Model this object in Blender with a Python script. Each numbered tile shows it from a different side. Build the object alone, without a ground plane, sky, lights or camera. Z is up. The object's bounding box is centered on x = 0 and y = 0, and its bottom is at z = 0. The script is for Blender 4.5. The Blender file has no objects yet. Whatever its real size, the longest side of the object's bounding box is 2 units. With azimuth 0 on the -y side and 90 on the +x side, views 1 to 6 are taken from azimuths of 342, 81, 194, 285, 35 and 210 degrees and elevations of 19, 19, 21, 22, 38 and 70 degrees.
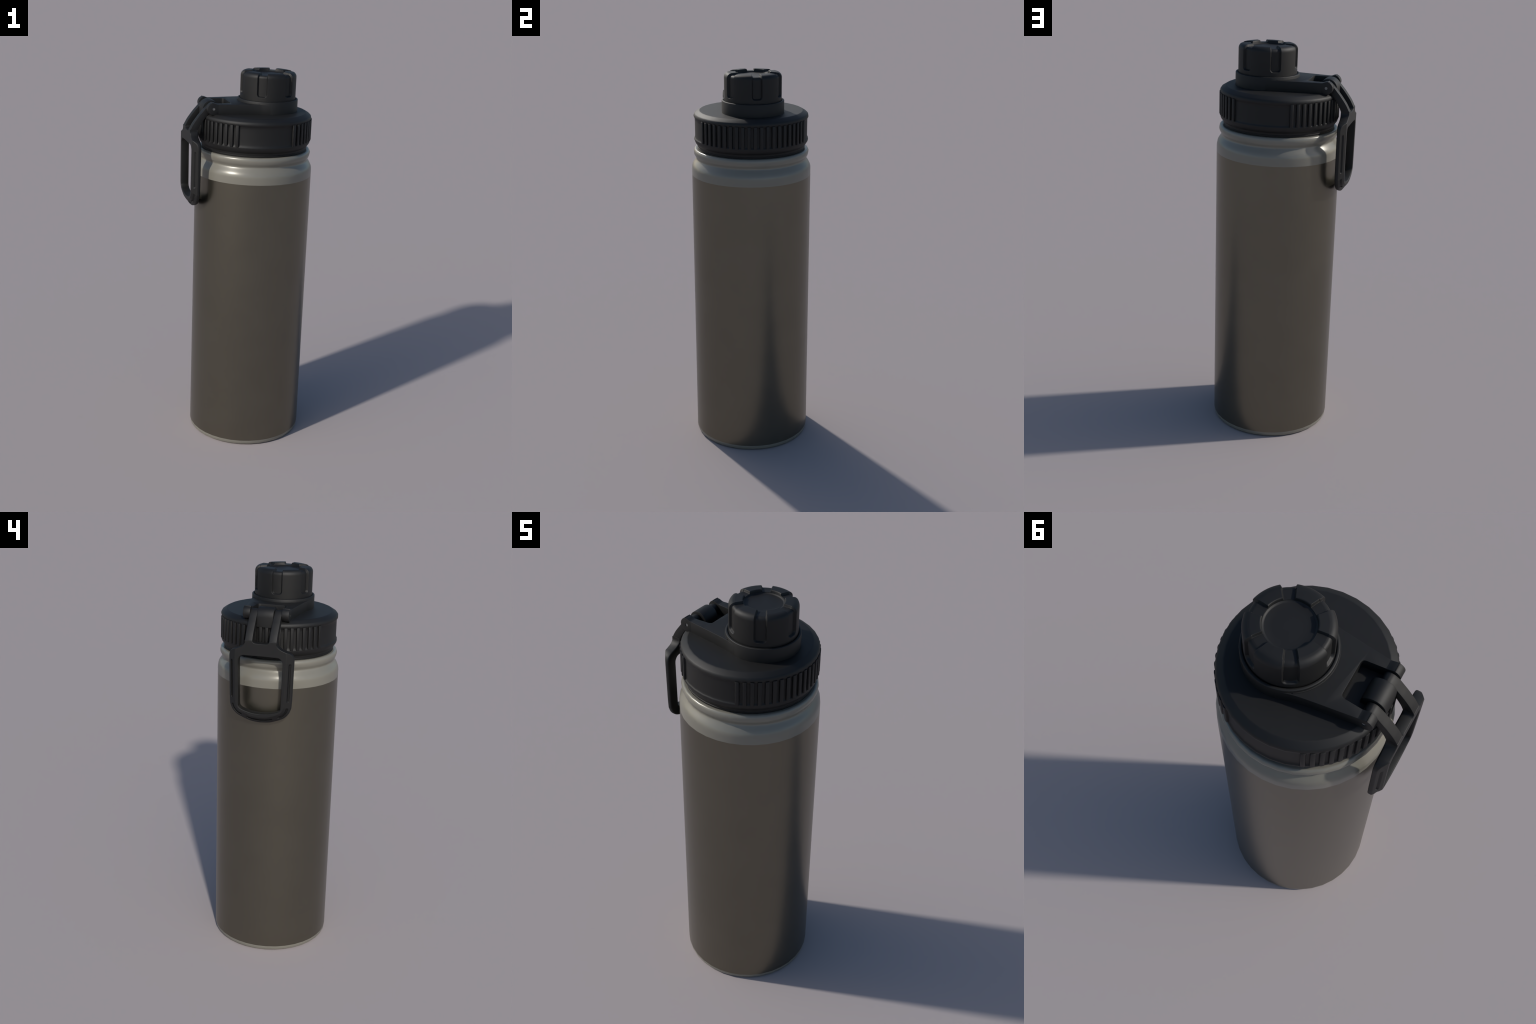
"""Insulated sports bottle: lathed steel body, screw lid with grip ribs,
offset spout cap with six finger slots, hinge arm and a swinging carry loop."""
import bpy, bmesh, math
from mathutils import Vector, Matrix

AX = 0.0287          # bottle axis (x); the loop hangs out on the -x side
CAPX = 0.0935        # axis of the offset spout
SEG = 36             # facets of the lathed metal body

# ------------------------------------------------------------------ materials
def new_mat(name):
    m = bpy.data.materials.new(name)
    m.use_nodes = True
    nt = m.node_tree
    return m, nt, nt.nodes["Principled BSDF"]

def node(nt, kind, **kw):
    n = nt.nodes.new(kind)
    for k, v in kw.items():
        setattr(n, k, v)
    return n

def mottled(nt, bsdf, col_a, col_b, rough_a, rough_b, scale, stretch=(1, 1, 1), bump=0.0, bump_scale=300.0, edge=0.0):
    """colour and gloss drift on Object-coordinate noise, plus a fine bump grain"""
    tc = node(nt, "ShaderNodeTexCoord")
    mp = node(nt, "ShaderNodeMapping")
    mp.inputs["Scale"].default_value = stretch
    nt.links.new(tc.outputs["Object"], mp.inputs["Vector"])
    nz = node(nt, "ShaderNodeTexNoise")
    nz.inputs["Scale"].default_value = scale
    nz.inputs["Detail"].default_value = 3
    nt.links.new(mp.outputs["Vector"], nz.inputs["Vector"])
    cr = node(nt, "ShaderNodeValToRGB")
    cr.color_ramp.elements[0].position = 0.35
    cr.color_ramp.elements[1].position = 0.65
    cr.color_ramp.elements[0].color = (*col_a, 1)
    cr.color_ramp.elements[1].color = (*col_b, 1)
    nt.links.new(nz.outputs["Fac"], cr.inputs["Fac"])
    nt.links.new(cr.outputs["Color"], bsdf.inputs["Base Color"])
    mr = node(nt, "ShaderNodeMapRange")
    mr.inputs["To Min"].default_value = rough_a
    mr.inputs["To Max"].default_value = rough_b
    nt.links.new(nz.outputs["Fac"], mr.inputs["Value"])
    nt.links.new(mr.outputs["Result"], bsdf.inputs["Roughness"])
    nrm = None
    if edge > 0:
        bv = node(nt, "ShaderNodeBevel", samples=6)
        bv.inputs["Radius"].default_value = edge
        nrm = bv.outputs["Normal"]
    if bump > 0:
        fine = node(nt, "ShaderNodeTexNoise")
        fine.inputs["Scale"].default_value = bump_scale
        fine.inputs["Detail"].default_value = 2
        nt.links.new(tc.outputs["Object"], fine.inputs["Vector"])
        bp = node(nt, "ShaderNodeBump")
        bp.inputs["Strength"].default_value = bump
        bp.inputs["Distance"].default_value = 0.001
        nt.links.new(fine.outputs["Fac"], bp.inputs["Height"])
        if nrm is not None:
            nt.links.new(nrm, bp.inputs["Normal"])
        nrm = bp.outputs["Normal"]
    if nrm is not None:
        nt.links.new(nrm, bsdf.inputs["Normal"])

SLEEVE, nt, b = new_mat("satin_dark_metal")
b.inputs["Metallic"].default_value = 0.94
mottled(nt, b, (0.174, 0.161, 0.128), (0.180, 0.167, 0.133), 0.31, 0.34, 6.0)

STEEL, nt, b = new_mat("pale_glossy_enamel")
b.inputs["Metallic"].default_value = 0.15
b.inputs["Specular IOR Level"].default_value = 0.5
mottled(nt, b, (0.203, 0.194, 0.163), (0.210, 0.201, 0.169), 0.30, 0.34, 5.0)

PLASTIC, nt, b = new_mat("matt_black_plastic")
b.inputs["Specular IOR Level"].default_value = 0.5
mottled(nt, b, (0.0016, 0.0016, 0.0016), (0.0024, 0.0024, 0.0024), 0.58, 0.63, 14.0, bump=0.05, edge=0.0008)

PIN, nt, b = new_mat("grey_pin_metal")
b.inputs["Metallic"].default_value = 0.3
mottled(nt, b, (0.19, 0.19, 0.185), (0.22, 0.22, 0.21), 0.4, 0.5, 40.0)

# ------------------------------------------------------------------ helpers
def obj_from(name, verts, faces, mat, parent=None, sharp=35):
    me = bpy.data.meshes.new(name)
    me.from_pydata(verts, [], faces)
    return finish(name, me, mat, parent, sharp)

def finish(name, me, mat, parent=None, sharp=35):
    bm = bmesh.new(); bm.from_mesh(me)
    bmesh.ops.remove_doubles(bm, verts=bm.verts, dist=1e-6)
    bmesh.ops.recalc_face_normals(bm, faces=bm.faces)
    bm.to_mesh(me); bm.free()
    me.shade_smooth()
    me.set_sharp_from_angle(angle=math.radians(sharp))
    if not me.materials:
        me.materials.append(mat)
    ob = bpy.data.objects.new(name, me)
    bpy.context.scene.collection.objects.link(ob)
    if parent is not None:
        ob.parent = parent
    return ob

def smooth_path(pts, n):
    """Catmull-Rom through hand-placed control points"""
    P = [Vector(p) for p in pts]
    P = [P[0] * 2 - P[1]] + P + [P[-1] * 2 - P[-2]]
    out = []
    for i in range(1, len(P) - 2):
        a, b, c, d = P[i - 1:i + 3]
        for k in range(n):
            t = k / n
            out.append(0.5 * (2 * b + (c - a) * t + (2 * a - 5 * b + 4 * c - d) * t * t + (3 * b - a - 3 * c + d) * t ** 3))
    out.append(P[-2])
    return out

def lathe(name, profile, mat, cx, parent, seg, cap_low=False, cap_high=False, sharp=40, phase=0.0):
    v, f = [], []
    n = len(profile)
    for r, z in profile:
        for i in range(seg):
            a = 2 * math.pi * (i + phase) / seg
            v.append((cx + r * math.cos(a), r * math.sin(a), z))
    for j in range(n - 1):
        for i in range(seg):
            k = (i + 1) % seg
            f.append((j * seg + i, j * seg + k, (j + 1) * seg + k, (j + 1) * seg + i))
    if cap_low:
        f.append(tuple(range(seg)))
    if cap_high:
        f.append(tuple((n - 1) * seg + i for i in range(seg)))
    return obj_from(name, v, f, mat, parent, sharp)

def fillet(poly, n=6):
    """poly: (x, y, radius) corners -> rounded outline"""
    out = []
    m = len(poly)
    for i in range(m):
        p = Vector(poly[i][:2]); r = poly[i][2]
        if r <= 0:
            out.append(p); continue
        a = (Vector(poly[i - 1][:2]) - p); c = (Vector(poly[(i + 1) % m][:2]) - p)
        la, lc = a.length, c.length
        a.normalize(); c.normalize()
        half = a.angle(c) / 2
        d = min(r / math.tan(half), la * 0.49, lc * 0.49)
        s, e = p + a * d, p + c * d
        for k in range(n + 1):
            t = k / n
            out.append((s * (1 - t) + p * t) * (1 - t) + (p * (1 - t) + e * t) * t)
    return out

def prism(name, outline, place, d0, d1, mat, parent, bevel=0.0, segs=2, sharp=35):
    """extrude a 2D outline between depths d0..d1; place(u, v, d) -> 3D"""
    bm = bmesh.new()
    lo = [bm.verts.new(place(p[0], p[1], d0)) for p in outline]
    hi = [bm.verts.new(place(p[0], p[1], d1)) for p in outline]
    fl, fh = bm.faces.new(lo), bm.faces.new(list(reversed(hi)))
    n = len(lo)
    for i in range(n):
        k = (i + 1) % n
        bm.faces.new((lo[i], hi[i], hi[k], lo[k]))
    bmesh.ops.recalc_face_normals(bm, faces=bm.faces)
    if bevel > 0:
        edges = list({e for fc in (fl, fh) for e in fc.edges})
        bmesh.ops.bevel(bm, geom=edges, offset=bevel, segments=segs, profile=0.6, affect='EDGES', clamp_overlap=True)
    me = bpy.data.meshes.new(name)
    bm.to_mesh(me); bm.free()
    return finish(name, me, mat, parent, sharp)

def sstep(a, b, x):
    t = min(1.0, max(0.0, (x - a) / (b - a)))
    return t * t * (3 - 2 * t)

# ------------------------------------------------------------------ root
root = bpy.data.objects.new("water_bottle", None)
bpy.context.scene.collection.objects.link(root)
root["label"] = "dark satin metal water bottle, black lid with carry loop"
root["category"] = "water bottle"

# ------------------------------------------------------------------ metal body
R = 0.3075
sleeve = lathe("sleeve", [(R, 0.0243), (R, 0.03), (R, 0.4), (R, 0.9), (R, 1.46), (R, 1.4693)], SLEEVE, AX, root, SEG)
base = lathe("base_trim", [(0.18, 0.012), (0.262, 0.010), (0.272, 0.0), (0.2960, 0.0), (0.3010, 0.0015), (0.3045, 0.0055),
                           (0.3065, 0.0115), (R, 0.0195), (R, 0.0243)], STEEL, AX, root, SEG, cap_low=True)
neck_ctrl = [(0.3074, 1.4985), (0.3065, 1.5090), (0.3040, 1.5185), (0.2996, 1.5275), (0.2940, 1.5360), (0.2885, 1.5440),
             (0.2845, 1.5510), (0.2842, 1.5560), (0.2872, 1.5625), (0.2918, 1.5700), (0.2948, 1.5780), (0.2961, 1.5870),
             (0.2945, 1.5960), (0.2905, 1.6020), (0.2850, 1.6045), (0.2780, 1.6040)]
neck_prof = [(R, 1.4693), (R, 1.480)] + [tuple(p) for p in smooth_path(neck_ctrl, 3)] + [(0.2700, 1.6030), (0.2660, 1.585), (0.2640, 1.53)]
neck = lathe("neck", neck_prof, STEEL, AX, root, SEG, sharp=60)

# ------------------------------------------------------------------ lid
lid_dome = [(0.2628, 1.7974), (0.2655, 1.7966), (0.2690, 1.7949), (0.2860, 1.7848)] + [tuple(p) for p in smooth_path(
    [(0.2888, 1.7824), (0.2915, 1.7780), (0.2930, 1.7725), (0.2930, 1.7685), (0.2914, 1.7632), (0.2880, 1.7580)], 3)]
lid_low = [(0.2877, 1.6690), (0.2884, 1.6625), (0.2900, 1.6592), (0.2921, 1.6570)] + smooth_path([(0.2927, 1.6545), (0.2922, 1.6490), (0.2890, 1.6395), (0.2830, 1.6305), (0.2785, 1.6255), (0.2768, 1.6210)], 3)
lid_prof = [(0.02, 1.7975), (0.15, 1.7975), (0.24, 1.7975), (0.2615, 1.7974)] + lid_dome + [(0.2877, 1.745), (0.2876, 1.69)] \
    + [tuple(p) for p in lid_low] + [(0.2764, 1.6160), (0.2746, 1.6148), (0.2746, 1.6132), (0.2762, 1.6120), (0.2750, 1.602), (0.2735, 1.590), (0.2600, 1.588)]
lid = lathe("lid", lid_prof, PLASTIC, AX, root, SEG, cap_low=True, cap_high=True, sharp=50, phase=0.5)

# grip ribs: sixty pitch positions, nine left out on each flat side panel
def rib_mesh():
    w, h0, h1 = 0.0092, 0.282, 0.2966
    outline = fillet([(h0, -w, 0), (h0, w, 0), (h1 - 0.0012, w - 0.0012, 0.0028), (h1, 0.0, 0.02), (h1 - 0.0012, -w + 0.0012, 0.0028)], 4)
    return prism("grip_rib", outline, lambda u, v, d: (u, v, d), 1.6565, 1.7655, PLASTIC, None, bevel=0.0010)
rib0 = rib_mesh()
ribs = []
for k in range(60):
    if 21 <= k <= 29 or 51 <= k <= 59:
        continue
    rb = rib0 if not ribs else rib0.copy()
    if ribs:
        bpy.context.scene.collection.objects.link(rb)
    rb.parent = lid
    rb.matrix_local = Matrix.Translation((AX, 0, 0)) @ Matrix.Rotation(math.radians(-64.2 + 6 * k), 4, 'Z')
    ribs.append(rb)

# hinge geometry
PX, PZ = -0.2237, 1.8232
def arc(cx, cz, r, a0, a1, n):
    return [(cx + r * math.cos(math.radians(a0 + (a1 - a0) * i / n)), cz + r * math.sin(math.radians(a0 + (a1 - a0) * i / n))) for i in range(n + 1)]
xz = lambda u, v, d: (u, d, v)

br, bx, bz = 0.0440, -0.2195, 1.8110
barrel = prism("hinge_barrel", [(bx - br, 1.765)] + [(bx + br, 1.765)] + arc(bx, bz, br, 0, 180, 24), xz, -0.0395, 0.0395, PLASTIC, lid, bevel=0.0022)

# ------------------------------------------------------------------ spout collar and hinge arm
collar_prof = [(0.1570, 1.790), (0.1570, 1.8578), (0.1564, 1.8592), (0.1552, 1.8600), (0.1490, 1.8612), (0.1478, 1.8606), (0.1474, 1.8590), (0.1472, 1.852), (0.12, 1.852)]
collar = lathe("spout_collar", collar_prof, PLASTIC, CAPX, root, 72, cap_high=True)

TOP = 1.8465
flank = [(p.x, p.y, 0) for p in smooth_path([(-0.206, 0.1114), (-0.130, 0.1206), (-0.050, 0.1302), (-0.012, 0.1358), (0.014, 0.1408), (0.036, 0.1471), (0.056, 0.1524), (0.075, 0.1557), (0.0935, 0.1567)], 4)]
arm_outline = fillet([(0.0935, 0.140, 0)] + flank[::-1] + [
    (-0.206, 0.0785, 0), (-0.1235, 0.0715, 0.016), (-0.1235, -0.0715, 0.016), (-0.206, -0.0785, 0)]
    + [(x, -y, 0) for x, y, r in flank] + [(0.0935, -0.140, 0)], 6)
arm = prism("hinge_arm", arm_outline, lambda u, v, d: (u, v, d), 1.790, TOP, PLASTIC, root, bevel=0.0020)

# low seat where the collar rises out of the arm
seat = arc(CAPX, 0, 0.1602, 122, 238, 24) + arc(CAPX, 0, 0.1500, 238, 122, 24)
prism("collar_seat", seat, lambda u, v, d: (u, v, d), 1.842, 1.8492, PLASTIC, arm, bevel=0.0010)

ear_prof = [(-0.175, 1.7985), (-0.200, 1.7985)] + arc(-0.2237, 1.8235, 0.0314, -52, -250, 30)[1:] + \
    [(-0.2325, 1.8562), (-0.2305, 1.8542), (-0.2250, 1.8537), (-0.2185, 1.8522), (-0.2125, 1.8494), (-0.2060, 1.8471), (-0.200, 1.8463), (-0.175, 1.8455)]
for side in (1, -1):
    ear = prism("hinge_ear", ear_prof, xz, side * 0.0775, side * 0.1122, PLASTIC, arm, bevel=0.0018)
    # blind hole for the pin end
    hole = prism("hole_cutter", arc(PX, PZ, 0.0074, 0, 345, 23), xz, side * 0.1085, side * 0.12, PLASTIC, None)
    md = ear.modifiers.new("pin_hole", 'BOOLEAN'); md.object = hole; md.operation = 'DIFFERENCE'; md.solver = 'EXACT'
    dg = bpy.context.evaluated_depsgraph_get()
    me = bpy.data.meshes.new_from_object(ear.evaluated_get(dg))
    ear.modifiers.clear(); ear.data = me
    me.shade_smooth(); me.set_sharp_from_angle(angle=math.radians(30))
    bpy.data.objects.remove(hole)
    prism("hinge_pin", arc(PX, PZ, 0.0070, 0, 345, 23), xz, side * 0.05, side * 0.1100, PIN, arm, bevel=0.0005)

# ------------------------------------------------------------------ spout cap with six finger slots
def build_cap():
    rt, zt = 0.1445, 2.0
    # raised (lug) profile and recessed (slot / disc) profile share one parameter
    lug = [(0.1440, 1.846), (0.1443, 1.8600)]
    zs = [1.8600 + 0.0120 * i / 4 for i in range(1, 5)] + [1.8720 + 0.0330 * i / 40 for i in range(1, 41)] + [1.9050 + 0.0690 * i / 20 for i in range(1, 21)]
    lug += [(0.1443, z) for z in zs]
    lug += [(0.1443 - 0.0245 * (1 - math.cos(math.radians(a))), 1.9740 + 0.0245 * math.sin(math.radians(a))) for a in range(8, 89, 8)]
    lug += [(0.1190 - (0.1190 - 0.0885) * i / 12, 1.9988 + 0.0012 * i / 12) for i in range(13)]
    lug += [(0.0868, 1.9993), (0.0857, 1.9976), (0.0845, 1.9900), (0.0838, 1.9872)]
    def floor(r, z):
        d = 0.0105
        rr = min(r, rt - d)
        zz = min(z, 1.9895)
        # keep the rounded shoulder of the slot floor
        if r > 0.119:
            ang = math.atan2(max(0.0, z - 1.974), max(1e-6, r - (rt - 0.0247)))
            if z > 1.974:
                rr = (rt - 0.0247) + (0.0247 - d) * math.cos(ang)
                zz = 1.974 + (1.9892 - 1.974) * math.sin(ang)
        return rr, zz
    per = 120
    seg = 6 * per
    hw, zb, cr, soft = 0.0243, 1.8825, 0.0135, 0.0027
    v, f = [], []
    # warp angles so samples crowd at slot walls
    def angle(i):
        c, t = divmod(i, per)
        s = t / per * 2 - 1            # -1..1 across one 60 degree sector centred on a slot
        e = 9.7 / 30
        a = abs(s)
        lo, hi = e - 0.13, e + 0.13
        if a < 0.15:
            w = lo * a / 0.15
        elif a < 0.80:
            w = lo + (hi - lo) * (a - 0.15) / 0.65
        else:
            w = hi + (1 - hi) * (a - 0.80) / 0.20
        return math.radians(c * 60 + math.copysign(w, s) * 30), math.radians(math.copysign(w, s) * 30)
    n = len(lug)
    for j, (r, z) in enumerate(lug):
        fr, fz = floor(r, z)
        for i in range(seg):
            th, rel = angle(i)
            x = abs(rel) * max(r, 0.1)      # across
            x = abs(rel) * 0.1443 if r > 0.119 else abs(rel) * (0.1443 * 0.55 + 0.45 * r)
            # rounded-rectangle distance, open at the top
            dx, dz = x - (hw - cr), (zb + cr) - z
            d = (math.hypot(max(dx, 0), max(dz, 0)) + min(max(dx, dz), 0)) - cr
            t = min(1.0, max(0.0, (d + soft) / (2 * soft)))
            m = 1 - (0.75 * t + 0.25 * t * t * (3 - 2 * t))
            rr, zz = r + (fr - r) * m, z + (fz - z) * m
            v.append((CAPX + rr * math.cos(th), rr * math.sin(th), zz))
    for j in range(n - 1):
        for i in range(seg):
            k = (i + 1) % seg
            f.append((j * seg + i, j * seg + k, (j + 1) * seg + k, (j + 1) * seg + i))
    base_i = (n - 1) * seg
    # sunk centre disc
    for r, z in ((0.0825, 1.9866), (0.0805, 1.9850), (0.0785, 1.9838), (0.0765, 1.9834), (0.05, 1.9835), (0.02, 1.9837)):
        s0 = len(v)
        for i in range(seg):
            th, _ = angle(i)
            v.append((CAPX + r * math.cos(th), r * math.sin(th), z))
        for i in range(seg):
            k = (i + 1) % seg
            f.append((base_i + i, base_i + k, s0 + k, s0 + i))
        base_i = s0
    f.append(tuple(base_i + i for i in range(seg)))
    return obj_from("spout_cap", v, f, PLASTIC, root, 38)
cap = build_cap()

# ------------------------------------------------------------------ carry loop
FRONT, BACK = -0.3362, -0.2950
def resample(pts, n):
    L = [0]
    for a, b in zip(pts, pts[1:]):
        L.append(L[-1] + (Vector(b) - Vector(a)).length)
    out = []
    j = 0
    for i in range(n):
        s = L[-1] * i / n
        while L[j + 1] < s:
            j += 1
        t = (s - L[j]) / (L[j + 1] - L[j])
        out.append(Vector(pts[j]).lerp(Vector(pts[j + 1]), t))
    return out

def build_loop():
    # right half (y > 0), bottom centre -> top centre : outer and inner outlines in (y, z)
    o_bot = smooth_path([(0, 1.3045), (0.045, 1.3090), (0.085, 1.3217)], 8)
    o_cor = smooth_path([(0.085, 1.3217), (0.118, 1.3378), (0.1405, 1.3610), (0.1525, 1.3890)], 8)
    o_col = [Vector(p) for p in ((0.1525, 1.3890), (0.1552, 1.43), (0.1595, 1.615))]
    o_sho = smooth_path([(0.1595, 1.615), (0.1588, 1.6370), (0.1515, 1.6545), (0.1370, 1.6655), (0.115, 1.6735), (0.0965, 1.6815), (0.0855, 1.6895), (0.0795, 1.6975), (0.0775, 1.7035)], 6) + [Vector((0.0775, 1.7090)), Vector((0.0775, 1.7150))]
    o_top = [Vector(p) for p in ((0.0775, 1.7150), (0.0410, 1.7150))] + smooth_path([(0.0405, 1.7140), (0.0375, 1.7072), (0.0300, 1.7030), (0.0150, 1.7018), (0, 1.7015)], 6)
    i_bot = smooth_path([(0, 1.3545), (0.040, 1.3578), (0.075, 1.3665)], 8)
    i_cor = smooth_path([(0.075, 1.3665), (0.0925, 1.3735), (0.1035, 1.3840), (0.1055, 1.3990)], 8)
    i_col = [Vector(p) for p in ((0.1055, 1.3990), (0.1097, 1.606))]
    i_sho = smooth_path([(0.1097, 1.606), (0.1085, 1.6190), (0.1020, 1.6310), (0.0920, 1.6385), (0.082, 1.6405)], 6)
    i_top = [Vector(p) for p in ((0.082, 1.6405), (0, 1.6410))]
    counts = (34, 34, 84, 48, 40)
    O, I = [], []
    for n, a, c in zip(counts, (o_bot, o_cor, o_col, o_sho, o_top), (i_bot, i_cor, i_col, i_sho, i_top)):
        O += resample(a, n); I += resample(c, n)
    O.append(Vector((0, 1.7015))); I.append(Vector((0, 1.6410)))
    half = len(O)
    mir = lambda L: L + [Vector((-p.x, p.y)) for p in L[-2:0:-1]]
    O, I = mir(O), mir(I)
    N = len(O)
    # distance to the outer outline, whose columns are carried straight up past the shoulder
    ref = o_bot + o_cor[1:] + [Vector((0.1552, 1.43)), Vector((0.1595, 1.615)), Vector((0.1600, 1.75))]
    refl = [(a, b) for a, b in zip(ref, ref[1:]) if (b - a).length > 1e-6]
    cum = [0]
    for a, b in refl:
        cum.append(cum[-1] + (b - a).length)
    def edge_dist(p):
        q = Vector((abs(p.x), p.y)); best = (9, 0)
        for (a, b), c in zip(refl, cum):
            ab = b - a
            t = max(0, min(1, (q - a).dot(ab) / ab.dot(ab)))
            d = (q - a - ab * t).length
            if d < best[0]:
                best = (d, c + ab.length * t)
        return best
    # groove runs along the bevel: (start, end) measured along the outline from the bottom centre
    zlen = lambda z: next(c + (b - a).length * (z - a.y) / (b.y - a.y) for (a, b), c in zip(refl, cum) if a.y <= z <= b.y and b.y > a.y and a.x > 0.12)
    runs = [(-1, 0.070), (0.100, zlen(1.3880)), (zlen(1.4240), zlen(1.6120))]
    CH, RUN = 0.0330, 0.0245
    def front(p):
        d, s = edge_dist(p)
        x = FRONT + RUN * max(0.0, (CH - d) / CH)
        gd = 9
        for a, b in runs:
            ds = max(a + 0.005 - s, 0, s - (b - 0.005))
            gd = min(gd, math.hypot(ds, d - 0.0165))
        x += 0.0072 * (1 - sstep(0.0026, 0.0060, gd))
        return x
    M = 52
    us = [i / M for i in range(M + 1)]
    v, f = [], []
    cols = None
    for o, i_ in zip(O, I):
        ring = []
        w = (o - i_).length
        e = 0.0024 / w
        ulist = [e * 0.0, e * 0.3] + [e + (1 - 2 * e) * t for t in us] + [1 - e * 0.3, 1]
        for q, u in enumerate(ulist):
            p = i_.lerp(o, u)
            x = front(p)
            if q in (0, len(ulist) - 1): x += 0.0024
            if q in (1, len(ulist) - 2): x += 0.0008
            ring.append((x, p.x, p.y))
        for u, dx in ((1, 0.0065), (1 - e * 0.25, 0.0040), (1 - e * 0.9, 0.0018), (1 - e * 2.0, 0.0004), (1 - e * 3.0, 0), (e, 0), (e * 0.3, 0.0008), (0, 0.0024)):
            p = i_.lerp(o, u)
            ring.append((BACK - dx, p.x, p.y))
        cols = len(ring)
        v += ring
    for a in range(N):
        c = (a + 1) % N
        for q in range(cols):
            k = (q + 1) % cols
            f.append((a * cols + q, a * cols + k, c * cols + k, c * cols + q))
    return obj_from("carry_loop", v, f, PLASTIC, root, 42)
loop = build_loop()

fr = smooth_path([(-0.3358, 1.7115), (-0.3262, 1.7305), (-0.3145, 1.7505), (-0.2890, 1.7850), (-0.2725, 1.8042), (-0.2575, 1.8215), (-0.2465, 1.8330), (-0.2350, 1.8418), (-0.2237, 1.8452)], 4)
bk = smooth_path([(-0.2235, 1.7950), (-0.2420, 1.7895), (-0.2535, 1.7770), (-0.2670, 1.7605), (-0.2775, 1.7445), (-0.2865, 1.7290), (-0.2950, 1.7080)], 4)
strap_prof = [Vector((-0.3345, 1.690)), Vector((-0.3356, 1.7040))] + fr + [Vector(p) for p in arc(PX, PZ, 0.0220, 80, -60, 12)] + bk[1:] + [Vector((-0.2970, 1.6900))]
for side in (1, -1):
    prism("loop_strap", strap_prof, xz, side * 0.0410, side * 0.0772, PLASTIC, loop, bevel=0.0026, sharp=30)
